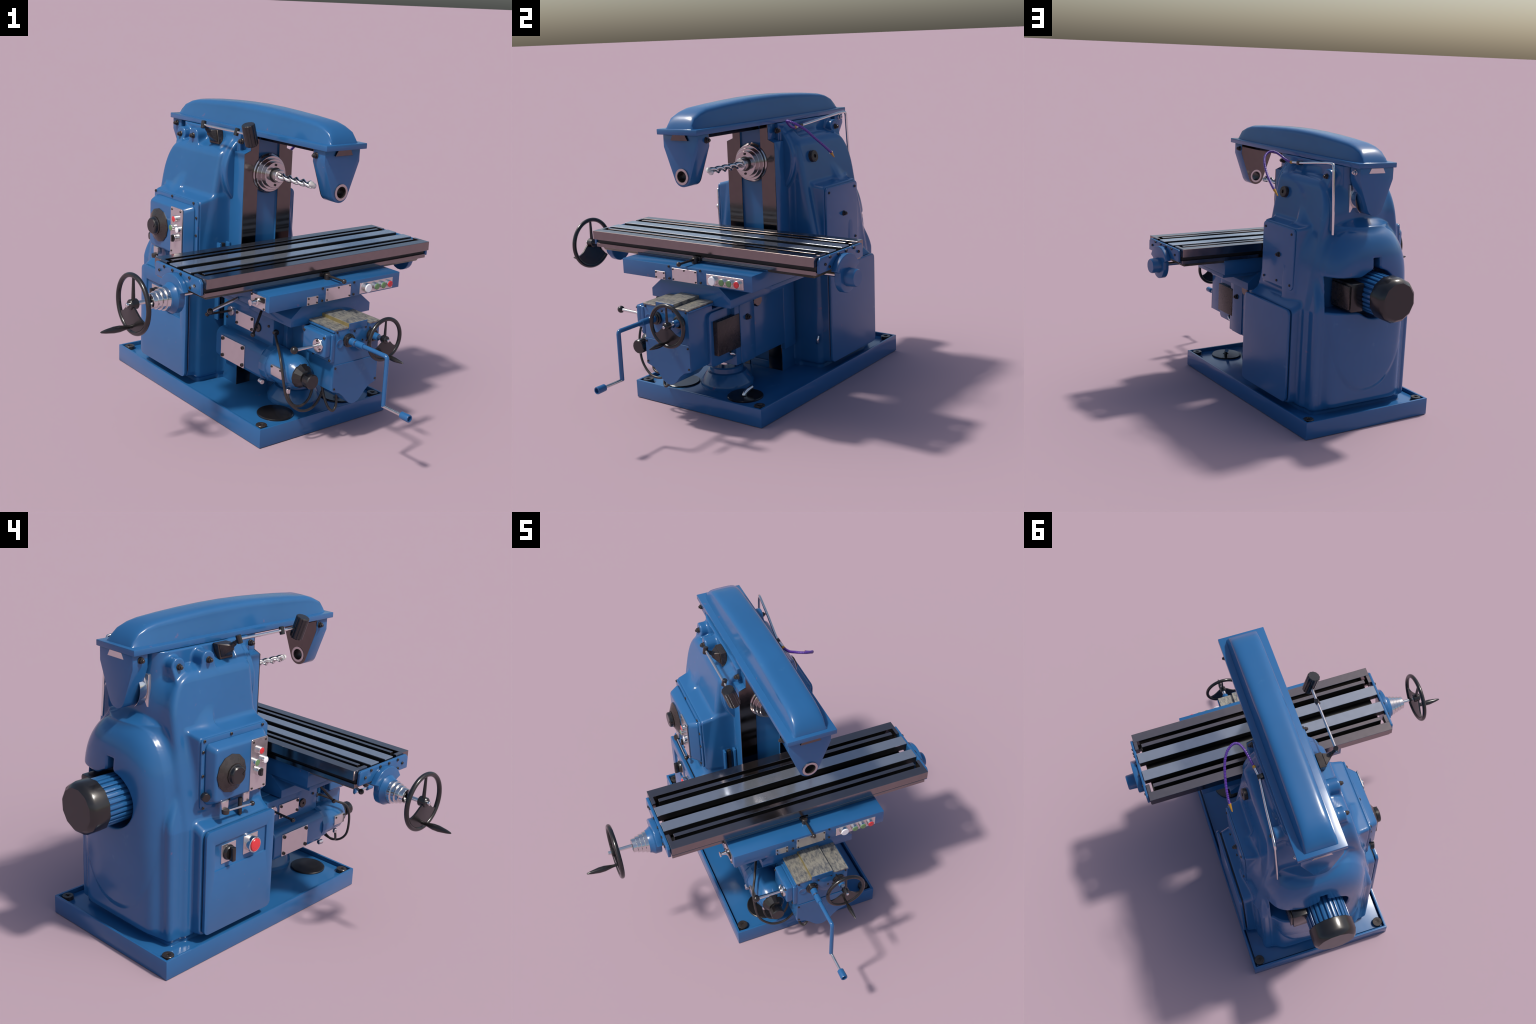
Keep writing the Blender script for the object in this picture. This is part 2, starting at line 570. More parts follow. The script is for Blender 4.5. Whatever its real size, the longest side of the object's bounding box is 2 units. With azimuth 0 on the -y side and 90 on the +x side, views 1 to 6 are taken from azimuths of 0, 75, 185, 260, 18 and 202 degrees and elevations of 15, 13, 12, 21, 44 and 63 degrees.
    for y, z, x, s, mat in ((0.452, 1.460, 0.196, -1, None), (0.452, 1.460, 0.196, 1, None), (0.284, 1.474, 0.222, -1, None),
                            (-0.084, 1.487, 0.148, -1, None), (-0.084, 1.487, 0.148, 1, None)):
        fastener(HEX, "hex_bolt", (s * x, y, z), (s, 0, 0), col, 0.95)
    # sight plug on the right flank
    lathe("oil_plug", (0.246, 0.112, 1.322), (1, 0, 0.17), [(0, 0.034), (0.024, 0.034), (0.027, 0.031), (0.027, 0.011), (0.018, 0.010)], M_BLACKIRON, col, 36)
    sweep("column_latch", catmull([(0.335, -0.012, 0.245), (0.345, -0.026, 0.25), (0.35, -0.03, 0.272), (0.35, -0.022, 0.292)], 5), 0.008, M_CHROME, col, 10)
    # exhaust behind the rear arbor support
    box("vent_plate", (-0.105, 0.540, 1.262), (0.105, 0.5585, 1.420), M_PLATE, col, 0.002)
    lathe("vent_fan", (0, 0.555, 1.345), (0, 1, 0), [(0, 0.092), (0.012, 0.09), (0.02, 0.06), (0.03, 0.05), (0.03, 0.02), (0.02, 0.018)], M_BLACK, col, 36)
    for s in (-1, 1):
        arc = [(s * 0.100 * math.cos(a), 0.560, 1.345 + 0.100 * math.sin(a)) for a in np.linspace(0.75, -0.95, 14)]
        verts, faces = [], []
        for p in arc:
            verts += [p, (p[0] * 0.985, p[1] + 0.04, p[2]), (p[0] * 0.95, p[1] + 0.04, p[2]), (p[0] * 0.965, p[1], p[2])]
        for i in range(len(arc) - 1):
            for k in range(4):
                faces.append([4 * i + k, 4 * i + (k + 1) % 4, 4 * i + 4 + (k + 1) % 4, 4 * i + 4 + k])
        faces += [[0, 1, 2, 3], [4 * len(arc) - 4 + k for k in (3, 2, 1, 0)]]
        from_py("vent_shroud", verts, faces, M_CHROME, col, 40)
    return col


# ---------------------------------------------------------------- main motor at the back
def build_main_motor():
    c = (-0.010, 0.50, 0.808)
    body = lathe("main_motor", c, (0, 1, 0), [(0, 0.110), (0.32, 0.110)], M_BLUE, root, 48)
    # cooling ribs, one shared mesh
    rib = None
    for i in range(26):
        a = 2 * math.pi * i / 26
        if rib is None:
            rib = box("cooling_rib", (-0.0085, 0.56, 0.106), (0.0085, 0.820, 0.121), M_BLUE, body, 0.002)
            me = rib.data
            ob = rib
        else:
            ob = bpy.data.objects.new("cooling_rib", me)
            COL.objects.link(ob)
            ob.parent = body
        ob.location = (c[0], 0, c[2])
        ob.rotation_euler = (0, a, 0)
    lathe("fan_cowl", (c[0], 0.811, c[2]), (0, 1, 0), [(0, 0.128), (0.004, 0.132), (0.072, 0.132), (0.092, 0.124), (0.106, 0.108)], M_BLACK, body, 12, 32, 0.2)
    box("terminal_box", (0.10, 0.54, 0.72), (0.185, 0.735, 0.885), M_BLACK, body, 0.006)
    box("terminal_lid", (0.185, 0.56, 0.735), (0.200, 0.725, 0.87), M_BLACKIRON, body, 0.003)
    return body


# ---------------------------------------------------------------- doors, covers, gearbox
def build_doors():
    d = prism("cabinet_door", rrect(-0.006, 0.477, 0.136, 0.697, 0.03), "x", -0.434, -0.416, M_BLUE, root, 0.005, 3)
    # recessed control bay: the door is drawn round it
    bpy.data.objects.remove(d)
    bm = bmesh.new()
    outer = rrect(-0.006, 0.477, 0.136, 0.697, 0.03, 5)
    inner = rrect(0.051, 0.418, 0.475, 0.619, 0.002, 5)
    lay = []
    for pts, x in ((outer, -0.422), (outer, -0.441), (inner, -0.441), (inner, -0.431)):
        lay.append([bm.verts.new((x, u, v)) for u, v in pts])
    n = len(outer)
    for a, b in zip(lay, lay[1:]):
        for i in range(n):
            bm.faces.new([a[i], a[(i + 1) % n], b[(i + 1) % n], b[i]])
    bm.faces.new(lay[-1])
    bm.faces.new(lay[0][::-1])
    door = from_bm("cabinet_door", bm, M_BLUE, root, 0.0035, 2)
    x = -0.431
    box("switch_plate", (x - 0.004, 0.268, 0.500), (x + 0.001, 0.368, 0.600), M_PLATE, door, 0.001, 1)
    rod("switch_body", (x - 0.003, 0.318, 0.550), (x - 0.020, 0.318, 0.550), 0.040, M_BLACK, door, 0.036, 28, 0.003)
    box("switch_handle", (x - 0.045, 0.306, 0.512), (x - 0.018, 0.330, 0.588), M_BLACK, door, 0.005)
    box("button_plate", (x - 0.004, 0.110, 0.500), (x + 0.001, 0.212, 0.600), M_PLATE, door, 0.001, 1)
    lathe("button_collar", (x - 0.003, 0.160, 0.550), (-1, 0, 0), [(0, 0.042), (0.030, 0.042), (0.033, 0.040), (0.033, 0.036), (0.028, 0.035)], M_CHROME, door, 36)
    lathe("emergency_button", (x - 0.03, 0.160, 0.550), (-1, 0, 0), [(0, 0.034), (0.008, 0.034), (0.012, 0.031), (0.013, 0.02)], M_RED, door, 36)
    door2 = prism("panel_door", rrect(-0.012, 0.484, 0.138, 0.697, 0.03), "x", 0.422, 0.440, M_BLUE, root, 0.005, 3)
    for s, dr in ((-1, door), (1, door2)):
        prism("door_gap_dark", rrect(0.002, 0.472, 0.148, 0.690, 0.028), "x", s * 0.410, s * 0.4225, M_VOID, dr, 0.0)  # black slab giving the dark line between door and frame
    cover = prism("access_cover", rrect(0.068, 0.407, 0.786, 1.150, 0.025), "x", 0.357, 0.371, M_BLUE, root, 0.004, 3)
    screws([(0.371, y, z) for y, z in ((0.096, 1.119), (0.378, 1.118), (0.378, 0.815), (0.096, 0.815), (0.237, 0.815))], (1, 0, 0), cover, 1.2)
    fastener(HEX, "hex_bolt", (0.371, 0.251, 0.976), (1, 0, 0), cover, 0.9)


def build_gearbox():
    fl = prism("gearbox", rrect(0.002, 0.458, 0.788, 1.148, 0.022), "x", -0.369, -0.356, M_BLUE, root, 0.004, 2)
    frustum("gearbox_cover", rrect(0.024, 0.440, 0.806, 1.126, 0.03), rrect(0.068, 0.416, 0.832, 1.100, 0.026), "x", -0.368, -0.426, M_BLUE, fl, 0.012, 4)
    pts = [(y, z) for z in (1.138, 0.798) for y in (0.044, 0.263, 0.441)]
    pts += [(0.014, 1.06), (0.014, 0.96), (0.448, 1.085), (0.448, 0.965)]
    screws([(-0.369, y, z) for y, z in pts], (-1, 0, 0), fl, 1.25)
    # speed dial
    lathe("speed_dial", (-0.425, 0.312, 0.965), (-1, 0, 0), [(0, 0.098), (0.006, 0.098), (0.028, 0.058)], M_BLACKIRON, fl, 12, 20)
    lathe("dial_knob", (-0.452, 0.312, 0.965), (-1, 0, 0), [(0, 0.050), (0.005, 0.052), (0.008, 0.047), (0.023, 0.046), (0.028, 0.041)], M_BLACK, fl, 24, 32)
    prism("dial_pointer", [(0.290, 0.972), (0.272, 0.985), (0.285, 0.962)], "x", -0.483, -0.476, M_BLACK, fl, 0.001)
    # push button panel
    x = -0.426
    prism("button_panel", rrect(0.066, 0.182, 0.834, 1.102, 0.008, 3), "x", x - 0.005, x + 0.003, M_PLATE, fl, 0.001, 1)
    screws([(x - 0.004, y, z) for y in (0.082, 0.168) for z in (0.847, 1.087)], (-1, 0, 0), fl, 0.95)
    for y, z, m in ((0.125, 1.040, M_RED), (0.092, 0.984, M_WHITE), (0.153, 0.984, M_GREEN)):
        lathe("button_collar", (x - 0.004, y, z), (-1, 0, 0), [(0, 0.019), (0.017, 0.019), (0.019, 0.017)], M_CHROME, fl, 24)
        lathe("push_button", (x - 0.018, y, z), (-1, 0, 0), [(0, 0.0165), (0.005, 0.0165), (0.0065, 0.014)], m, fl, 24)
    lathe("selector_collar", (x - 0.004, 0.127, 0.930), (-1, 0, 0), [(0, 0.022), (0.016, 0.022), (0.018, 0.020)], M_CHROME, fl, 28)
    box("selector_knob", (x - 0.034, 0.119, 0.911), (x - 0.018, 0.135, 0.949), M_BLACK, fl, 0.003)
    # knob at the rear edge, shift lever underneath
    lathe("latch_knob", (-0.384, 0.447, 0.866), (-1, 0.3, 0), [(0, 0.022), (0.02, 0.022), (0.024, 0.019)], M_BLACK, fl, 20)
    box("lever_plate", (-0.428, 0.322, 0.784), (-0.395, 0.368, 0.830), M_PLATE, fl, 0.006)
    box("lever_plate", (-0.418, 0.165, 0.778), (-0.390, 0.210, 0.832), M_PLATE, fl, 0.006)
    rod("shift_rod", (-0.400, 0.214, 0.80), (-0.400, 0.214, 0.715), 0.011, M_BLACKIRON, fl)
    rod("shift_lever", (-0.430, 0.345, 0.776), (-0.430, 0.160, 0.764), 0.006, M_CHROME, fl)
    ball("lever_knob", (-0.430, 0.157, 0.764), 0.013, M_BLACK, fl)
    lathe("lever_hub", (-0.430, 0.347, 0.764), (0, 0, 1), [(0, 0.018), (0.016, 0.02), (0.022, 0.018)], M_BLACKIRON, fl, 20)


# ---------------------------------------------------------------- overarm
def build_overarm():
    X0, X1, Y0, Y1 = -0.134, 0.139, -0.764, 0.669
    arm = box("overarm", (X0, Y0, 1.528), (X1, Y1, 1.557), M_BLUE, root, 0.003)
    # domed back: closed loft, long side profile times a rounded cross-section
    yc, half, cx = -0.0485, 0.692, 0.0025
    rise = [(0.0, 1.684), (0.2, 1.682), (0.4, 1.676), (0.6, 1.667), (0.77, 1.656), (0.85, 1.644), (0.925, 1.622), (0.98, 1.584), (1.0, 1.5565)]
    front = [(0.2, 1.682), (0.4, 1.676), (0.6, 1.668), (0.80, 1.657), (0.88, 1.642), (0.955, 1.618), (0.992, 1.580), (1.003, 1.5565)]
    prof = [(-t, z) for t, z in front[::-1]] + rise
    verts, faces = [], []
    rows = [(t, z) for t, z in prof]
    K = 28
    for t, z in rows:
        hgt = z - 1.5565
        wid = 0.100 - 0.006 * (abs(t) ** 8)
        for k in range(K + 1):
            s = -1 + 2 * k / K
            # side wall leans in, then rounds to a nearly flat crown
            a = abs(s)
            if a > 0.72:
                f = (a - 0.72) / 0.28
                x = 0.084 + (wid - 0.084) * f
                zz = 0.70 * (1 - f)
            else:
                f = a / 0.72
                x = 0.084 * math.sin(f * math.pi / 2) ** 0.92
                zz = 0.70 + 0.30 * (1 - f ** 3.0)
            verts.append((cx + math.copysign(x, s) if s else cx, yc + half * t, 1.5565 + hgt * zz))
    n = K + 1
    for j in range(len(rows) - 1):
        for k in range(K):
            faces.append([j * n + k, j * n + k + 1, (j + 1) * n + k + 1, (j + 1) * n + k])
    from_py("overarm_dome", verts, faces, M_BLUE, arm, 40)
    # dovetail that runs the whole length
    prism("dovetail", [(-0.040, 1.5285), (-0.056, 1.498), (0.060, 1.498), (0.044, 1.5285)], "y", Y0 + 0.016, Y1 - 0.010, M_WAY, arm, 0.001, 1)
    return arm


def arbor_profile():
    pts = [(-0.117, 1.5275), (-0.117, 1.462)]
    c, r = (0.0, 1.309), 0.056
    for a in np.linspace(math.radians(202), math.radians(338), 12):
        pts.append((c[0] + r * math.cos(a), c[1] + r * math.sin(a)))
    return pts + [(0.120, 1.462), (0.120, 1.5275)]


def build_arbor_supports(arm):
    hole_r = 0.031
    ob = prism("arbor_support", arbor_profile(), "y", -0.735, -0.646, M_BLUE, root, 0.003)
    cut = lathe("cut", (0.002, -0.9, 1.309), (0, 1, 0), [(0, hole_r + 0.002), (0.5, hole_r + 0.002)], None, root, 28)
    md = ob.modifiers.new("bore", "BOOLEAN")
    md.object, md.operation, md.solver = cut, "DIFFERENCE", "EXACT"
    bpy.context.view_layer.update()
    me = bpy.data.meshes.new_from_object(ob.evaluated_get(bpy.context.evaluated_depsgraph_get()))
    ob.modifiers.clear()
    ob.data = me
    me.set_sharp_from_angle(angle=math.radians(32))
    bpy.data.objects.remove(cut)
    ring = [(0.0, hole_r), (0.0, 0.043), (0.006, 0.044), (0.096, 0.044), (0.102, 0.043), (0.102, hole_r), (0.0, hole_r)]
    lathe("bearing_bush", (0.002, -0.742, 1.309), (0, 1, 0), ring, M_SPIN, ob, 28, caps=False)
    lathe("bore_shade_sleeve", (0.002, -0.7415, 1.309), (0, 1, 0), [(0, hole_r - 0.0025), (0, hole_r + 0.001), (0.101, hole_r + 0.001), (0.101, hole_r - 0.0025), (0, hole_r - 0.0025)], M_BLACKIRON, ob, 28, caps=False)  # dark sleeve added to blacken the bore, whose steel reflected too brightly
    back = [(-0.115, 1.5260), (-0.115, 1.463)] + arbor_profile()[2:-2] + [(0.118, 1.463), (0.118, 1.526)]
    # ground inner face, a ring-shaped plate round the bore
    bm = bmesh.new()
    prof = back
    n = len(prof)
    inner = []
    for u, v in prof:
        a = math.atan2(v - 1.309, u - 0.002)
        inner.append((0.002 + 0.043 * math.cos(a), 1.309 + 0.043 * math.sin(a)))
    lay = [[bm.verts.new((u, y, v)) for u, v in pts] for pts, y in ((prof, -0.6458), (prof, -0.6425), (inner, -0.6425), (inner, -0.6458))]
    for a, b in zip(lay, lay[1:] + lay[:1]):
        for i in range(n):
            bm.faces.new([a[i], a[(i + 1) % n], b[(i + 1) % n], b[i]])
    from_bm("ground_face", bm, M_WAY, ob, 0)
    for s, x in ((-1, -0.117), (1, 0.120)):
        fastener(HEX, "hex_bolt", (x, -0.668, 1.496), (s, 0, 0), ob, 0.95)
    prism("dovetail_end", [(-0.040, 1.5272), (-0.056, 1.498), (0.060, 1.498), (0.044, 1.5272)], "y", -0.7375, -0.72, M_PLATE, ob, 0.0005, 1)

    ob2 = prism("arbor_support", arbor_profile(), "y", 0.572, 0.663, M_BLUE, root, 0.003)
    fastener(HEX, "hex_bolt", (-0.117, 0.617, 1.501), (-1, 0, 0), ob2, 0.95)
    fastener(HEX, "hex_bolt", (0.120, 0.621, 1.501), (1, 0, 0), ob2, 0.95, M_PLATE)
    prism("dovetail_end", [(-0.040, 1.5272), (-0.056, 1.498), (0.060, 1.498), (0.044, 1.5272)], "y", 0.655, 0.6655, M_PLATE, ob2, 0.0005, 1)


# ---------------------------------------------------------------- spindle and drill
def build_spindle():
    c = (0.004, -0.1, 1.308)
    sp = lathe("spindle", c, (0, -1, 0),
               [(0.0, 0.112), (0.038, 0.112), (0.044, 0.106), (0.046, 0.103), (0.060, 0.102), (0.063, 0.099), (0.063, 0.087),
                (0.080, 0.087), (0.082, 0.085), (0.082, 0.073), (0.098, 0.073), (0.1, 0.071), (0.1, 0.0)], M_SPIN, root, 48)
    lathe("spindle_bore", (c[0], -0.199, c[2]), (0, -1, 0), [(0, 0.042), (0.003, 0.042), (0.004, 0.038)], M_BLACK, sp, 32)
    lathe("tool_holder", (c[0], -0.195, c[2]), (0, -1, 0), [(0, 0.032), (0.012, 0.034), (0.016, 0.036), (0.046, 0.036), (0.050, 0.033), (0.052, 0.016)], M_PLATE, sp, 32)
    screws([(c[0] + 0.056 * math.cos(a), -0.2, c[2] + 0.056 * math.sin(a)) for a in (1.57, -1.57)], (0, -1, 0), sp, 1.1)
    # twist drill: two-fluted section turned along its axis
    L, N, K = 0.275, 110, 24
    verts, faces = [], []
    for j in range(N + 1):
        t = j / N
        tw = t * 2 * math.pi * 2.4
        for k in range(K):
            a = 2 * math.pi * k / K
            s = abs(math.cos(a))
            r = 0.0058 + 0.0152 * (s ** 1.3)
            verts.append((c[0] + r * math.cos(a + tw), -0.24 - L * t, c[2] + r * math.sin(a + tw)))
    for j in range(N):
        for k in range(K):
            l = (k + 1) % K
            faces.append([j * K + k, j * K + l, (j + 1) * K + l, (j + 1) * K + k])
    faces += [list(range(K)), [N * K + k for k in range(K)][::-1]]
    from_py("drill_bit", verts, faces, M_CHROME, sp, 50)
    tw = 2 * math.pi * 2.4
    tip = []
    for y, sc in ((-0.508, 1.08), (-0.520, 1.1), (-0.533, 0.25)):
        for k in range(K):
            a = 2 * math.pi * k / K
            r = (0.010 + 0.013 * abs(math.cos(a)) ** 1.4) * sc
            tip.append((c[0] + r * math.cos(a + tw), y, c[2] + r * math.sin(a + tw)))
    faces = [[j * K + k, j * K + (k + 1) % K, (j + 1) * K + (k + 1) % K, (j + 1) * K + k] for j in range(2) for k in range(K)]
    faces += [list(range(K)), [2 * K + k for k in range(K)][::-1]]
    from_py("drill_tip", tip, faces, M_TIP, sp, 40)


# ---------------------------------------------------------------- handwheel
def handwheel(c, axis, R, tube, handle_len, web_dir=(0, 0, -1)):
    """Rim, hub, one thin spoke, a broad web and a turned handle."""
    c, ax = Vector(c), Vector(axis).normalized()
    dn = Vector(web_dir).normalized()
    sd = ax.cross(dn).normalized()

    def P(ang, r, off=0.0):
        return c + dn * (r * math.cos(ang)) + sd * (r * math.sin(ang)) + ax * off

    rim = sweep("handwheel", [P(2 * math.pi * i / 64, R) for i in range(64)], tube, M_BLACK, root, 16, True)
    k = R / 0.143
    lathe("wheel_hub", c - ax * (0.022 * k), ax, [(0, 0.022 * k), (0.004, 0.026 * k), (0.040 * k, 0.026 * k), (0.045 * k, 0.022 * k)], M_BLACK, rim, 32)
    rod("hub_nut", c + ax * 0.018 * k, c + ax * 0.040 * k, 0.011 * k, M_CHROME, rim, None, 12, 0.002)
    rod("wheel_spoke", c - dn * 0.018 * k, P(math.pi, R), 0.010 * k, M_BLACK, rim, 0.0065 * k, 16)
    # web: flares from the hub to a wide root on the rim
    verts, faces = [], []
    N, J = 20, 8
    for side in (1, -1):
        for j in range(J + 1):
            t = j / J
            r = (0.012 + (R / k - 0.012) * t) * k
            lo_, hi_ = 0.0, 1.6
            for _ in range(30):  # straight flanks fanning from the hub, flared at the rim
                m_ = 0.5 * (lo_ + hi_)
                if math.hypot(0.022 * k + 0.80 * R * m_, 0.56 * R * m_) < r:
                    lo_ = m_
                else:
                    hi_ = m_
            spread = math.atan2(0.022 * k + 0.80 * R * lo_, 0.56 * R * lo_ + 1e-4) - 0.10 * math.sin(math.pi * t) + 0.10 * t ** 5
            spread = min(spread, 1.3)
            for i in range(N + 1):
                a = spread * (2 * i / N - 1)
                verts.append(P(a, r, side * 0.005 * k + 0.012 * k * (1 - t)))
    n1 = (J + 1) * (N + 1)
    for s in (0, 1):
        for j in range(J):
            for i in range(N):
                f = [s * n1 + j * (N + 1) + i, s * n1 + j * (N + 1) + i + 1, s * n1 + (j + 1) * (N + 1) + i + 1, s * n1 + (j + 1) * (N + 1) + i]
                faces.append(f if s == 0 else f[::-1])
    for j in range(J):
        for i in (0, N):
            a, b = j * (N + 1) + i, (j + 1) * (N + 1) + i
            faces.append([a, b, n1 + b, n1 + a])
    for j in (0, J):
        for i in range(N):
            a, b = j * (N + 1) + i, j * (N + 1) + i + 1
            faces.append([a, b, n1 + b, n1 + a])
    from_py("wheel_web", verts, faces, M_BLACK, rim, 40)
    hp = c + dn * (0.78 * R) - ax * 0.0
    lathe("wheel_grip", hp, ax, [(0, 0.010 * k), (0.018, 0.008 * k), (0.030, 0.009 * k), (handle_len * 0.42, 0.0165 * k), (handle_len * 0.6, 0.0165 * k),
                                 (handle_len * 0.85, 0.010 * k), (handle_len * 0.97, 0.005 * k), (handle_len, 0.002)], M_BLACK, rim, 24, 60)
    return rim


# ---------------------------------------------------------------- worktable
TC = -0.4405


def build_table():
    L, ZT = 0.769, 0.9435
    tb = box("worktable", (-0.733, -0.640, 0.848), (0.733, -0.241, 0.872), M_VOID, root, 0.0)
    for y0, y1, x, name in ((-0.677, -0.621, L, "edge_rail"), (-0.261, -0.204, L, "edge_rail"), (-0.536, -0.468, L, "table_strip"), (-0.414, -0.345, L, "table_strip"),
                            (-0.596, -0.572, 0.727, "thin_strip"), (-0.311, -0.287, 0.727, "thin_strip")):
        z0 = 0.893 if name == "edge_rail" else 0.897
        if name == "edge_rail":
            box(name, (-x, y0, z0), (x, y1, ZT), M_STEEL, tb, 0.0012, 1)
        else:
            box(name, (-x, y0, ZT - 0.006), (x, y1, ZT), M_STRIP if name == "table_strip" else M_STEEL, tb, 0.0012, 1)
            box("strip_core", (-x + 0.001, y0 + 0.001, z0), (x - 0.001, y1 - 0.001, ZT - 0.0055), M_VOID, tb, 0)  # strip sides coloured black so the T-slots read as unlit
        if name != "edge_rail":
            box("strip_web", (-0.72, (y0 + y1) / 2 - 0.009, 0.870), (0.72, (y0 + y1) / 2 + 0.009, 0.899), M_VOID, tb, 0)
    for s in (-1, 1):
        for y0, y1 in ((-0.6208, -0.566), (-0.315, -0.2612)):
            box("short_rail", (min(s * 0.748, s * L), y0, 0.893), (max(s * 0.748, s * L), y1, ZT), M_STEEL, tb, 0.0012, 1)
    # lower band, oiled dovetail underside
    for y0, y1 in ((-0.657, -0.600), (-0.281, -0.224)):
        box("table_skirt", (-0.766, y0, 0.8455), (0.766, y1, 0.868), M_STEEL, tb, 0.0015, 1)
    for y0, y1 in ((-0.645, -0.622), (-0.260, -0.236)):
        box("groove_wall", (-0.764, y0, 0.866), (0.764, y1, 0.894), M_VOID, tb, 0)
    prism("table_dovetail", [(-0.640, 0.846), (-0.622, 0.823), (-0.258, 0.823), (-0.241, 0.846)], "x", -0.735, 0.735, M_OLIVE, tb, 0.001, 1)
    rod("lead_screw", (-0.84, TC, 0.803), (0.84, TC, 0.803), 0.012, M_CHROME, tb)
    # end plates
    for s in (-1, 1):
        pl = [(TC - 0.212, 0.857), (TC + 0.205, 0.860), (TC + 0.205, 0.925), (TC + 0.195, 0.935), (TC - 0.195, 0.935), (TC - 0.212, 0.918)]
        ep = prism("bearing_plate", pl, "x", s * 0.7695, s * 0.7865, M_BLUE, root, 0.004, 3)
        screws([(s * 0.7865, TC + dy, z) for dy, z in ((-0.115, 0.925), (-0.038, 0.925), (0.038, 0.925), (0.115, 0.925), (-0.160, 0.896), (0.160, 0.896), (-0.122, 0.876))], (s, 0, 0), ep, 1.25)
        # arched bearing housing
        arch = [(TC + 0.118 * math.cos(a), 0.803 + 0.118 * math.sin(a)) for a in np.linspace(0.45, math.pi - 0.45, 16)]
        arch += [(TC - 0.112, 0.850), (TC - 0.078, 0.835)]
        arch += [(TC - 0.078, 0.79)] + [(TC + 0.078 * math.cos(a), 0.795 + 0.078 * math.sin(a)) for a in np.linspace(math.pi + 0.2, 2 * math.pi - 0.2, 10)] + [(TC + 0.078, 0.79), (TC + 0.078, 0.835), (TC + 0.112, 0.850)]
        if s < 0:
            prism("bearing_arch", arch, "x", -0.786, -0.818, M_BLUE, ep, 0.004, 3)
            lathe("bearing_housing", (-0.79, TC, 0.797), (-1, 0, 0), [(0, 0.079), (0.032, 0.079), (0.048, 0.068), (0.06, 0.064)], M_BLUE, ep, 40)
            steps = [(0.0, 0.060), (0.024, 0.060), (0.026, 0.058), (0.026, 0.053), (0.046, 0.053), (0.048, 0.051), (0.048, 0.046), (0.068, 0.046), (0.070, 0.044),
                     (0.070, 0.040), (0.092, 0.039), (0.094, 0.036), (0.094, 0.026), (0.082, 0.024)]
            lathe("graduated_sleeve", (-0.845, TC, 0.799), (-1, 0, 0), steps, M_CHROME, ep, 40)
            rod("wheel_shaft", (-0.90, TC, 0.80), (-1.02, TC, 0.80), 0.011, M_CHROME, ep)
        else:
            prism("bearing_arch", arch, "x", 0.786, 0.822, M_BLUE, ep, 0.004, 3)
            lathe("screw_cap", (0.82, TC, 0.800), (1, 0, 0), [(0, 0.050), (0.010, 0.048), (0.050, 0.046), (0.056, 0.042)], M_BLUE, ep, 40)
    return tb


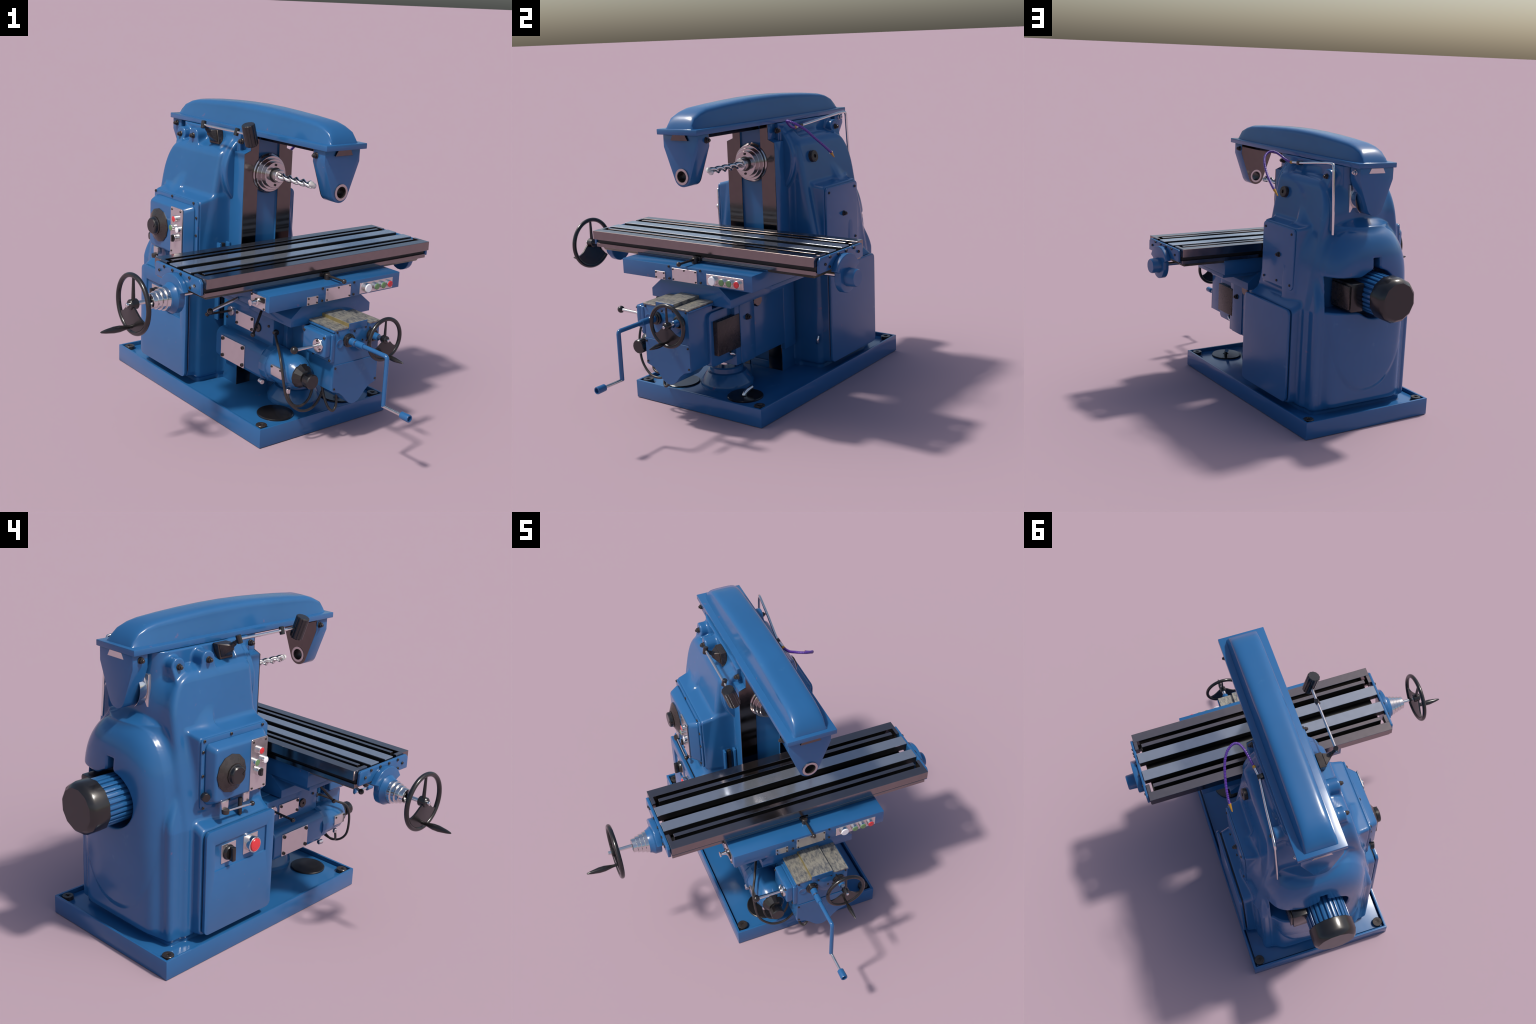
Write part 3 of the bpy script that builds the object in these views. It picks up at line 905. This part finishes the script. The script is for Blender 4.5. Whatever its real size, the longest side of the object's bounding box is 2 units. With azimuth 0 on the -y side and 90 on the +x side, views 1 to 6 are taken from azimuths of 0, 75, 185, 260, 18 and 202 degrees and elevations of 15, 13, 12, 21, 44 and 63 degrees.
# ---------------------------------------------------------------- saddle
def build_saddle():
    sd = box("saddle", (-0.453, -0.765, 0.745), (0.453, -0.242, 0.832), M_BLUE, root, 0.003)
    box("saddle_way", (-0.455, -0.640, 0.831), (0.455, -0.2425, 0.8395), M_BLUE, sd, 0.002)
    box("saddle_flank", (-0.4525, -0.60, 0.722), (0.4525, -0.262, 0.7455), M_BLUE, sd, 0.002)
    for s in (-1, 1):
        prism("dovetail_recess", [(-0.40, 0.8392), (-0.47, 0.8392), (-0.455, 0.815), (-0.42, 0.815)], "x", s * 0.452, s * 0.4557, M_VOID, sd, 0)
    # swivel base with sloping flanks
    prism("cross_slide", [(-0.277, 0.628), (-0.277, 0.675), (-0.190, 0.7455), (0.190, 0.7455), (0.277, 0.675), (0.277, 0.628)], "y", -0.729, -0.243, M_BLUE, sd, 0.003)
    yf = -0.765
    for a, b, c, d in ((-0.209, -0.136, 0.746, 0.790), (-0.084, 0.089, 0.748, 0.819)):
        box("name_plate", (a, yf - 0.004, c), (b, yf + 0.001, d), M_PLATE, sd, 0.001, 1)
        screws([(x, yf - 0.004, z) for x in (a + 0.008, b - 0.008) for z in (c + 0.008, d - 0.008)], (0, -1, 0), sd, 0.75)
    screws([(0.0025, yf - 0.004, 0.811)], (0, -1, 0), sd, 0.75)
    screws([(x, yf, z) for x in (-0.107, 0.113) for z in (0.757, 0.8225)], (0, -1, 0), sd, 1.1)
    box("button_panel", (0.155, yf - 0.004, 0.752), (0.398, yf + 0.001, 0.812), M_PLATE, sd, 0.001, 1)
    for x, r, m in ((0.203, 0.026, M_WHITE), (0.267, 0.020, M_GREEN), (0.316, 0.020, M_GREEN), (0.365, 0.020, M_RED)):
        lathe("button_collar", (x, yf - 0.003, 0.781), (0, -1, 0), [(0, r), (0.014, r), (0.016, r - 0.002)], M_CHROME, sd, 28)
        lathe("push_button", (x, yf - 0.016, 0.781), (0, -1, 0), [(0, r - 0.003), (0.006, r - 0.003), (0.008, r - 0.006)], m, sd, 28)
    # plate with T-knob on the left end
    box("stop_plate", (-0.458, -0.738, 0.751), (-0.452, -0.620, 0.819), M_PLATE, sd, 0.001, 1)
    screws([(-0.458, y, z) for y in (-0.730, -0.628) for z in (0.759, 0.811)], (-1, 0, 0), sd, 0.9)
    lathe("stop_boss", (-0.456, -0.676, 0.785), (-1, 0, 0), [(0, 0.019), (0.010, 0.019), (0.014, 0.012), (0.04, 0.007), (0.045, 0.016), (0.049, 0.016)], M_CHROME, sd, 24)
    box("stop_block", (-0.466, -0.735, 0.79), (-0.455, -0.70, 0.812), M_BLACK, sd, 0.002)
    # levers
    rod("clamp_lever", (0.002, -0.675, 0.853), (0.002, -0.80, 0.854), 0.0065, M_BLACKIRON, sd)
    ball("clamp_knob", (0.002, -0.806, 0.854), 0.013, M_BLACKIRON, sd)
    lathe("clamp_hub", (0.002, -0.675, 0.831), (0, 0, 1), [(0, 0.017), (0.03, 0.017), (0.034, 0.013)], M_BLACKIRON, sd, 20)
    rod("clamp_stud", (0.002, -0.675, 0.855), (-0.01, -0.60, 0.862), 0.009, M_BLACKIRON, sd)
    box("clamp_block", (-0.02, -0.665, 0.842), (0.03, -0.64, 0.868), M_BLACK, sd, 0.003)
    rod("feed_lever", (-0.455, -0.505, 0.752), (-0.612, -0.497, 0.709), 0.010, M_CHROME, sd, 0.008)
    ball("feed_knob", (-0.618, -0.496, 0.708), 0.016, M_BLACK, sd)
    rod("stop_lever", (-0.300, -0.512, 0.660), (-0.386, -0.561, 0.566), 0.0075, M_BLACKIRON, sd)
    ball("stop_knob", (-0.391, -0.564, 0.561), 0.013, M_BLACKIRON, sd)
    return sd


# ---------------------------------------------------------------- knee
def build_knee():
    kn = box("knee", (-0.190, -0.600, 0.262), (0.197, -0.143, 0.602), M_BLUE, root, 0.004)
    # front block with curved lower cover
    front = [(-0.152, 0.655), (-0.152, 0.321)]
    front += [(-0.105, 0.305), (-0.075, 0.282), (-0.052, 0.255), (-0.032, 0.236), (-0.008, 0.226), (0.012, 0.226), (0.036, 0.236), (0.056, 0.255), (0.079, 0.282), (0.108, 0.305)]
    front += [(0.156, 0.321), (0.156, 0.655)]
    prism("feed_housing", front, "y", -0.9315, -0.735, M_BLUE, kn, 0.003)
    lower = [(u, v) for u, v in front[1:-1]]
    lower = [(-0.152, 0.464)] + lower + [(0.156, 0.464)]
    prism("housing_cover", lower, "y", -0.9355, -0.932, M_BLUE, kn, 0.0012, 1)
    screws([(x, -0.9355, z) for x, z in ((-0.142, 0.448), (0.146, 0.448), (-0.142, 0.335), (0.146, 0.335))], (0, -1, 0), kn, 0.95)
    screws([(x, -0.9315, z) for x, z in ((-0.022, 0.628), (0.055, 0.636), (0.036, 0.570), (0.066, 0.560), (0.085, 0.628), (0.143, 0.640), (-0.14, 0.640))], (0, -1, 0), kn, 0.9)
    lathe("bearing_cover", (0.045, -0.931, 0.588), (0, -1, 0), [(0, 0.073), (0.0015, 0.073), (0.0025, 0.071)], M_BLUE, kn, 48)
    lathe("sight_glass", (-0.118, -0.931, 0.576), (0, -1, 0), [(0, 0.024), (0.003, 0.024), (0.004, 0.022), (0.003, 0.020)], M_BLUE, kn, 32)
    box("knee_neck", (-0.150, -0.740, 0.30), (0.154, -0.590, 0.612), M_BLUE, kn, 0.003)
    box("knee_bridge", (-0.150, -0.600, 0.590), (0.150, -0.150, 0.6275), M_BLUE, kn, 0.003)
    box("knee_ledge", (-0.188, -0.330, 0.590), (0.195, -0.150, 0.6270), M_BLUE, kn, 0.003)
    # scraped top slides
    box("knee_slide", (-0.154, -0.933, 0.648), (0.158, -0.30, 0.657), M_SLIDE, kn, 0.001, 1)
    box("knee_slide_raised", (-0.062, -0.9335, 0.650), (0.063, -0.30, 0.675), M_SLIDE, kn, 0.001, 1)
    box("slide_gib", (-0.0665, -0.9325, 0.652), (-0.0615, -0.30, 0.6735), M_BRASS, kn, 0.0005, 1)
    box("knee_slide_nose", (-0.062, -0.9350, 0.640), (0.063, -0.931, 0.6745), M_BLUE, kn, 0.001, 1)
    box("slide_lip", (-0.162, -0.930, 0.638), (-0.150, -0.735, 0.6475), M_BLUE, kn, 0.002)
    box("slide_lip", (0.154, -0.930, 0.638), (0.166, -0.735, 0.6475), M_BLUE, kn, 0.002)
    # left gear case
    box("feed_case", (-0.262, -0.572, 0.440), (-0.150, -0.146, 0.622), M_BLUE, kn, 0.004)
    box("gear_plate", (-0.269, -0.407, 0.503), (-0.261, -0.246, 0.586), M_PLATE, kn, 0.0015, 1)
    screws([(-0.269, y, z) for y in (-0.395, -0.258) for z in (0.516, 0.574)], (-1, 0, 0), kn, 1.3)
    lathe("case_plug", (-0.261, -0.443, 0.543), (-1, 0, 0), [(0, 0.026), (0.008, 0.026), (0.010, 0.024), (0.010, 0.007), (0.004, 0.006)], M_BLACKIRON, kn, 32)
    screws([(-0.262, -0.534, 0.575), (-0.262, -0.16, 0.52)], (-1, 0, 0), kn, 1.2)
    lathe("lever_boss", (-0.261, -0.196, 0.564), (-1, 0, 0), [(0, 0.028), (0.008, 0.028), (0.011, 0.025)], M_PLATE, kn, 32)
    rod("cross_lever", (-0.268, -0.195, 0.565), (-0.412, -0.184, 0.566), 0.0065, M_BLACKIRON, kn)
    ball("cross_knob", (-0.416, -0.184, 0.566), 0.013, M_BLACK, kn)
    # lever box on the left of the front block
    box("lever_flange", (-0.175, -0.934, 0.482), (-0.150, -0.748, 0.634), M_BLUE, kn, 0.006, 3)
    box("lever_box", (-0.214, -0.928, 0.512), (-0.170, -0.752, 0.636), M_BLUE, kn, 0.010, 3)
    screws([(-0.214, y, z) for y, z in ((-0.765, 0.62), (-0.918, 0.62))] + [(-0.175, -0.925, 0.495), (-0.175, -0.80, 0.495)], (-1, 0, 0), kn, 1.1)
    lathe("lever_boss", (-0.213, -0.880, 0.571), (-1, 0, 0), [(0, 0.036), (0.010, 0.036), (0.013, 0.033), (0.013, 0.014), (0.018, 0.012)], M_CHROME, kn, 32)
    screws([(-0.226, -0.880 + 0.026 * math.cos(a), 0.571 + 0.026 * math.sin(a)) for a in (1.57, 3.67, 5.76)], (-1, 0, 0), kn, 0.95)
    rod("clutch_lever", (-0.222, -0.880, 0.571), (-0.366, -0.881, 0.575), 0.0075, M_CHROME, kn, 0.010)
    ball("clutch_knob", (-0.375, -0.881, 0.575), 0.020, M_BLACK, kn)
    # right flank: panel, black box, plug
    prism("knee_panel", rrect(-0.785, -0.500, 0.300, 0.600, 0.03), "x", 0.12, 0.172, M_BLUE, kn, 0.004)
    prism("knee_flank", rrect(-0.562, -0.432, 0.262, 0.600, 0.015), "x", 0.12, 0.203, M_BLUE, kn, 0.004)
    box("terminal_box", (0.165, -0.756, 0.362), (0.203, -0.566, 0.551), M_BLACKIRON, kn, 0.003)
    fastener(HEX, "hex_bolt", (0.203, -0.500, 0.516), (1, 0, 0), kn, 1.0)
    sweep("drain_cock", catmull([(0.17, -0.63, 0.345), (0.186, -0.63, 0.34), (0.19, -0.615, 0.33), (0.186, -0.605, 0.322)], 5), 0.009, M_CHROME, kn, 10)
    lathe("cross_screw_cover", (0.15, -0.40, 0.585), (1, 0, 0), [(0, 0.035), (0.055, 0.035), (0.06, 0.03)], M_WAY, kn, 32)
    # gibs that clasp the pillar
    for s in (-1, 1):
        box("gib", (min(s * 0.169, s * 0.200), -0.150, 0.225), (max(s * 0.169, s * 0.200), -0.040, 0.628), M_BLUE, kn, 0.003)
    # cross feed hub, wheel hub
    for x in (-0.062, 0.100):
        lathe("feed_hub", (x, -0.930, 0.586), (0, -1, 0), [(0, 0.036), (0.012, 0.036), (0.015, 0.030), (0.024, 0.030), (0.026, 0.026)], M_BLACK, kn, 32)
        lathe("feed_collar", (x, -0.950, 0.586), (0, -1, 0), [(0, 0.020), (0.034, 0.019), (0.038, 0.016)], M_BLUE, kn, 28)
    return kn


def build_pedestal():
    pd = lathe("screw_pedestal", (0.004, -0.455, FLOOR - 0.002), (0, 0, 1),
               [(0, 0.152), (0.010, 0.153), (0.030, 0.150), (0.082, 0.112), (0.086, 0.098), (0.110, 0.096), (0.118, 0.090), (0.118, 0.062)], M_BLUE, root, 20, 28)
    rod("elevating_screw", (0.004, -0.455, 0.18), (0.004, -0.455, 0.30), 0.058, M_CHROME, pd)
    return pd


# ---------------------------------------------------------------- feed motor under the knee
def build_feed_motor():
    cx, cz = -0.246, 0.380
    sec = rrect(cx - 0.084, cx + 0.084, 0.285, 0.472, 0.05, 6)
    sec = [(u, v if v > 0.38 else max(v, 0.296) if u < cx else v) for u, v in sec]
    fm = prism("feed_motor", rrect(cx - 0.083, cx + 0.10, 0.287, 0.470, 0.045, 6), "y", -0.150, -0.560, M_BLUE, root, 0.006, 3)
    prism("mirror_plate", rrect(-0.421, -0.207, 0.311, 0.440, 0.004, 2), "x", -0.334, -0.326, M_PLATE, fm, 0.001, 1)
    screws([(-0.334, y, z) for y in (-0.405, -0.223) for z in (0.327, 0.425)], (-1, 0, 0), fm, 1.6)
    lathe("motor_flange", (cx + 0.006, -0.556, cz), (0, -1, 0), [(0, 0.100), (0.022, 0.103), (0.026, 0.103), (0.05, 0.100), (0.054, 0.094)], M_BLUE, fm, 16, 20, 0.2)
    lathe("motor_barrel", (cx + 0.006, -0.600, cz + 0.004), (0, -1, 0), [(0, 0.094), (0.06, 0.094), (0.15, 0.090), (0.185, 0.075), (0.212, 0.058)], M_BLUE, fm, 18, 45)
    lathe("motor_cone", (cx + 0.002, -0.795, cz + 0.004), (0, -1, 0), [(0, 0.066), (0.008, 0.066), (0.042, 0.042), (0.046, 0.034), (0.058, 0.034)], M_BLACK, fm, 14, 20)
    lathe("motor_knob", (cx - 0.006, -0.848, cz + 0.002), (0, -1, 0), [(0, 0.036), (0.004, 0.039), (0.042, 0.040), (0.048, 0.036)], M_BLACK, fm, 14, 25)
    box("maker_plate", (-0.340, -0.748, 0.362), (-0.322, -0.658, 0.419), M_PLATE, fm, 0.004)
    screws([(-0.340, y, 0.411) for y in (-0.740, -0.668)], (-1, 0, 0), fm, 0.95)
    rod("drain_plug", (-0.318, -0.545, 0.285), (-0.322, -0.575, 0.285), 0.013, M_PLATE, fm, None, 20, 0.002)
    rod("cable_gland", (-0.282, -0.742, 0.300), (-0.282, -0.742, 0.275), 0.012, M_PLATE, fm, None, 16, 0.002)
    # cables
    ca = [(-0.255, -0.586, 0.551), (-0.275, -0.61, 0.545), (-0.315, -0.69, 0.500), (-0.345, -0.745, 0.47), (-0.352, -0.775, 0.40), (-0.340, -0.79, 0.30), (-0.31, -0.80, 0.24),
          (-0.25, -0.81, 0.195), (-0.18, -0.81, 0.19), (-0.12, -0.80, 0.225), (-0.08, -0.79, 0.285), (-0.07, -0.78, 0.33)]
    sweep("power_cable", catmull(ca, 7), 0.0070, M_RUBBER, fm, 12)
    cb = [(-0.282, -0.742, 0.290), (-0.284, -0.75, 0.25), (-0.265, -0.77, 0.215), (-0.22, -0.78, 0.205), (-0.17, -0.78, 0.235), (-0.14, -0.77, 0.29), (-0.13, -0.76, 0.34)]
    sweep("power_cable", catmull(cb, 7), 0.0070, M_RUBBER, fm, 12)
    cc = [(-0.11, -0.80, 0.33), (-0.11, -0.83, 0.25), (-0.105, -0.86, 0.20), (-0.085, -0.875, 0.18), (-0.06, -0.87, 0.20), (-0.05, -0.86, 0.25), (-0.05, -0.85, 0.31)]
    sweep("power_cable", catmull(cc, 7), 0.0070, M_RUBBER, fm, 12)
    lathe("cable_socket", (-0.248, -0.568, 0.551), (0, -1, 0), [(0, 0.016), (0.018, 0.015), (0.022, 0.011)], M_BLACK, fm, 20)
    return fm


# ---------------------------------------------------------------- crank
def build_crank():
    x, z = -0.064, 0.588
    ck = rod("crank_handle", (x, -0.998, z), (x, -1.05, z), 0.017, M_BLUE, root, None, 24, 0.002)
    rod("crank_pin", (x, -0.960, z), (x, -1.0, z), 0.012, M_CHROME, ck)
    sweep("crank_arm", [(x, -1.04, z), (x, -1.20, z), (x, -1.206, z - 0.001), (x, -1.212, z - 0.006), (x, -1.214, z - 0.013), (x, -1.214, 0.344), (x, -1.214, 0.329)], 0.0115, M_BLUE, ck, 16, angle=60)
    rod("crank_spindle", (x, -1.208, 0.329), (x, -1.345, 0.330), 0.0085, M_CHROME, ck)
    lathe("crank_grip", (x, -1.336, 0.330), (0, -1, 0), [(0, 0.014), (0.003, 0.0185), (0.051, 0.0195), (0.055, 0.018), (0.055, 0.013), (0.042, 0.012)], M_BLUE, ck, 28)
    return ck


# ---------------------------------------------------------------- lamp
def build_lamp():
    lp = frustum("work_lamp", [(0.087, 1.457), (0.165, 1.457), (0.185, 1.527), (0.105, 1.527)], [(0.118, 1.500), (0.138, 1.500), (0.142, 1.524), (0.120, 1.524)],
                 "x", -0.186, -0.230, M_BLACKIRON, root, 0.003, 1)
    prism("lamp_foot", [(0.080, 1.448), (0.170, 1.448), (0.190, 1.527), (0.098, 1.527)], "x", -0.150, -0.1865, M_BLACKIRON, lp, 0.002, 1)
    rod("lamp_stem", (-0.215, 0.130, 1.514), (-0.240, 0.126, 1.535), 0.016, M_BLACKIRON, lp, 0.012, 8)
    rod("lamp_joint", (-0.236, 0.126, 1.532), (-0.262, 0.123, 1.556), 0.009, M_BLACKIRON, lp)
    rod("joint_knuckle", (-0.268, 0.119, 1.538), (-0.258, 0.127, 1.578), 0.0145, M_BLACK, lp, None, 20, 0.002)
    rod("lamp_arm", (-0.262, 0.120, 1.557), (-0.262, -0.270, 1.557), 0.0075, M_CHROME, lp)
    rod("joint_knuckle", (-0.268, -0.187, 1.538), (-0.256, -0.187, 1.577), 0.0135, M_BLACK, lp, None, 20, 0.002)
    # ribbed lamp head
    a, b = Vector((-0.288, -0.318, 1.615)), Vector((-0.252, -0.312, 1.503))
    d, u, v = frame_of(b - a)
    Lh = (b - a).length
    verts, faces, N = [], [], 72
    prof = [(0.0, 0.90), (0.004, 1.0), (Lh - 0.004, 1.0), (Lh, 0.94), (Lh, 0.70), (Lh - 0.02, 0.55)]
    for t, s in prof:
        for i in range(N):
            an = 2 * math.pi * i / N
            r = 0.034 * s * (1 + (0.045 if (i // 3) % 2 else 0.0))
            verts.append(a + d * t + (u * math.cos(an) + v * math.sin(an)) * r)
    for j in range(len(prof) - 1):
        for i in range(N):
            k = (i + 1) % N
            faces.append([j * N + i, j * N + k, (j + 1) * N + k, (j + 1) * N + i])
    faces += [list(range(N)), [(len(prof) - 1) * N + i for i in range(N)][::-1]]
    from_py("lamp_head", verts, faces, M_BLACK, lp, 20)
    return lp


# ---------------------------------------------------------------- coolant line
def build_coolant():
    pipe = [(0.221, 0.572, 1.142), (0.220, 0.562, 1.30), (0.219, 0.546, 1.50), (0.219, 0.543, 1.525), (0.218, 0.536, 1.538), (0.216, 0.520, 1.541), (0.210, 0.470, 1.538),
            (0.196, 0.330, 1.522), (0.180, 0.20, 1.505), (0.171, 0.123, 1.496), (0.178, 0.060, 1.493)]
    pp = sweep("coolant_pipe", pipe, 0.008, M_CHROME, root, 14)
    box("pipe_clamp", (0.145, 0.108, 1.484), (0.182, 0.136, 1.508), M_BLACK, pp, 0.003)
    rod("hose_ferrule", (0.1775, 0.062, 1.493), (0.180, 0.046, 1.492), 0.0095, M_YELLOW, pp)
    ctrl = [(0.180, 0.046, 1.492), (0.190, -0.005, 1.505), (0.204, -0.052, 1.529), (0.224, -0.084, 1.542), (0.255, -0.092, 1.538), (0.292, -0.072, 1.517),
            (0.318, -0.035, 1.487), (0.335, 0.010, 1.447), (0.349, 0.070, 1.402), (0.356, 0.120, 1.366), (0.357, 0.152, 1.345)]
    path = catmull(ctrl, 18)
    rad = [0.0062 + 0.0022 * (0.5 + 0.5 * math.cos(2 * math.pi * i / 4.0)) for i in range(len(path))]
    sweep("coolant_hose", path, 0.008, M_PURPLE, pp, 12, radii=rad, angle=75)
    rod("hose_nozzle", (0.357, 0.150, 1.346), (0.354, 0.187, 1.314), 0.0095, M_YELLOW, pp, 0.003)
    return pp


# ---------------------------------------------------------------- assembly
build_base()
build_column()
build_main_motor()
build_doors()
build_gearbox()
arm = build_overarm()
build_arbor_supports(arm)
build_spindle()
build_table()
build_saddle()
build_knee()
build_pedestal()
build_feed_motor()
build_crank()
build_lamp()
build_coolant()
handwheel((-1.035, -0.4450, 0.800), (-1, 0, 0), 0.144, 0.0125, 0.178)
rod("wheel_axle", (0.1, -0.95, 0.588), (0.1, -1.02, 0.59), 0.012, M_CHROME, bpy.data.objects["handwheel"])
handwheel((0.100, -1.030, 0.590), (0, -1, 0), 0.108, 0.0105, 0.140)
for o in [o for o in bpy.data.objects if o.name.startswith("wheel_axle")]:
    o.parent = bpy.data.objects["handwheel.001"]
for o in bpy.data.objects:
    if o.parent is None and o is not root:
        o.parent = root
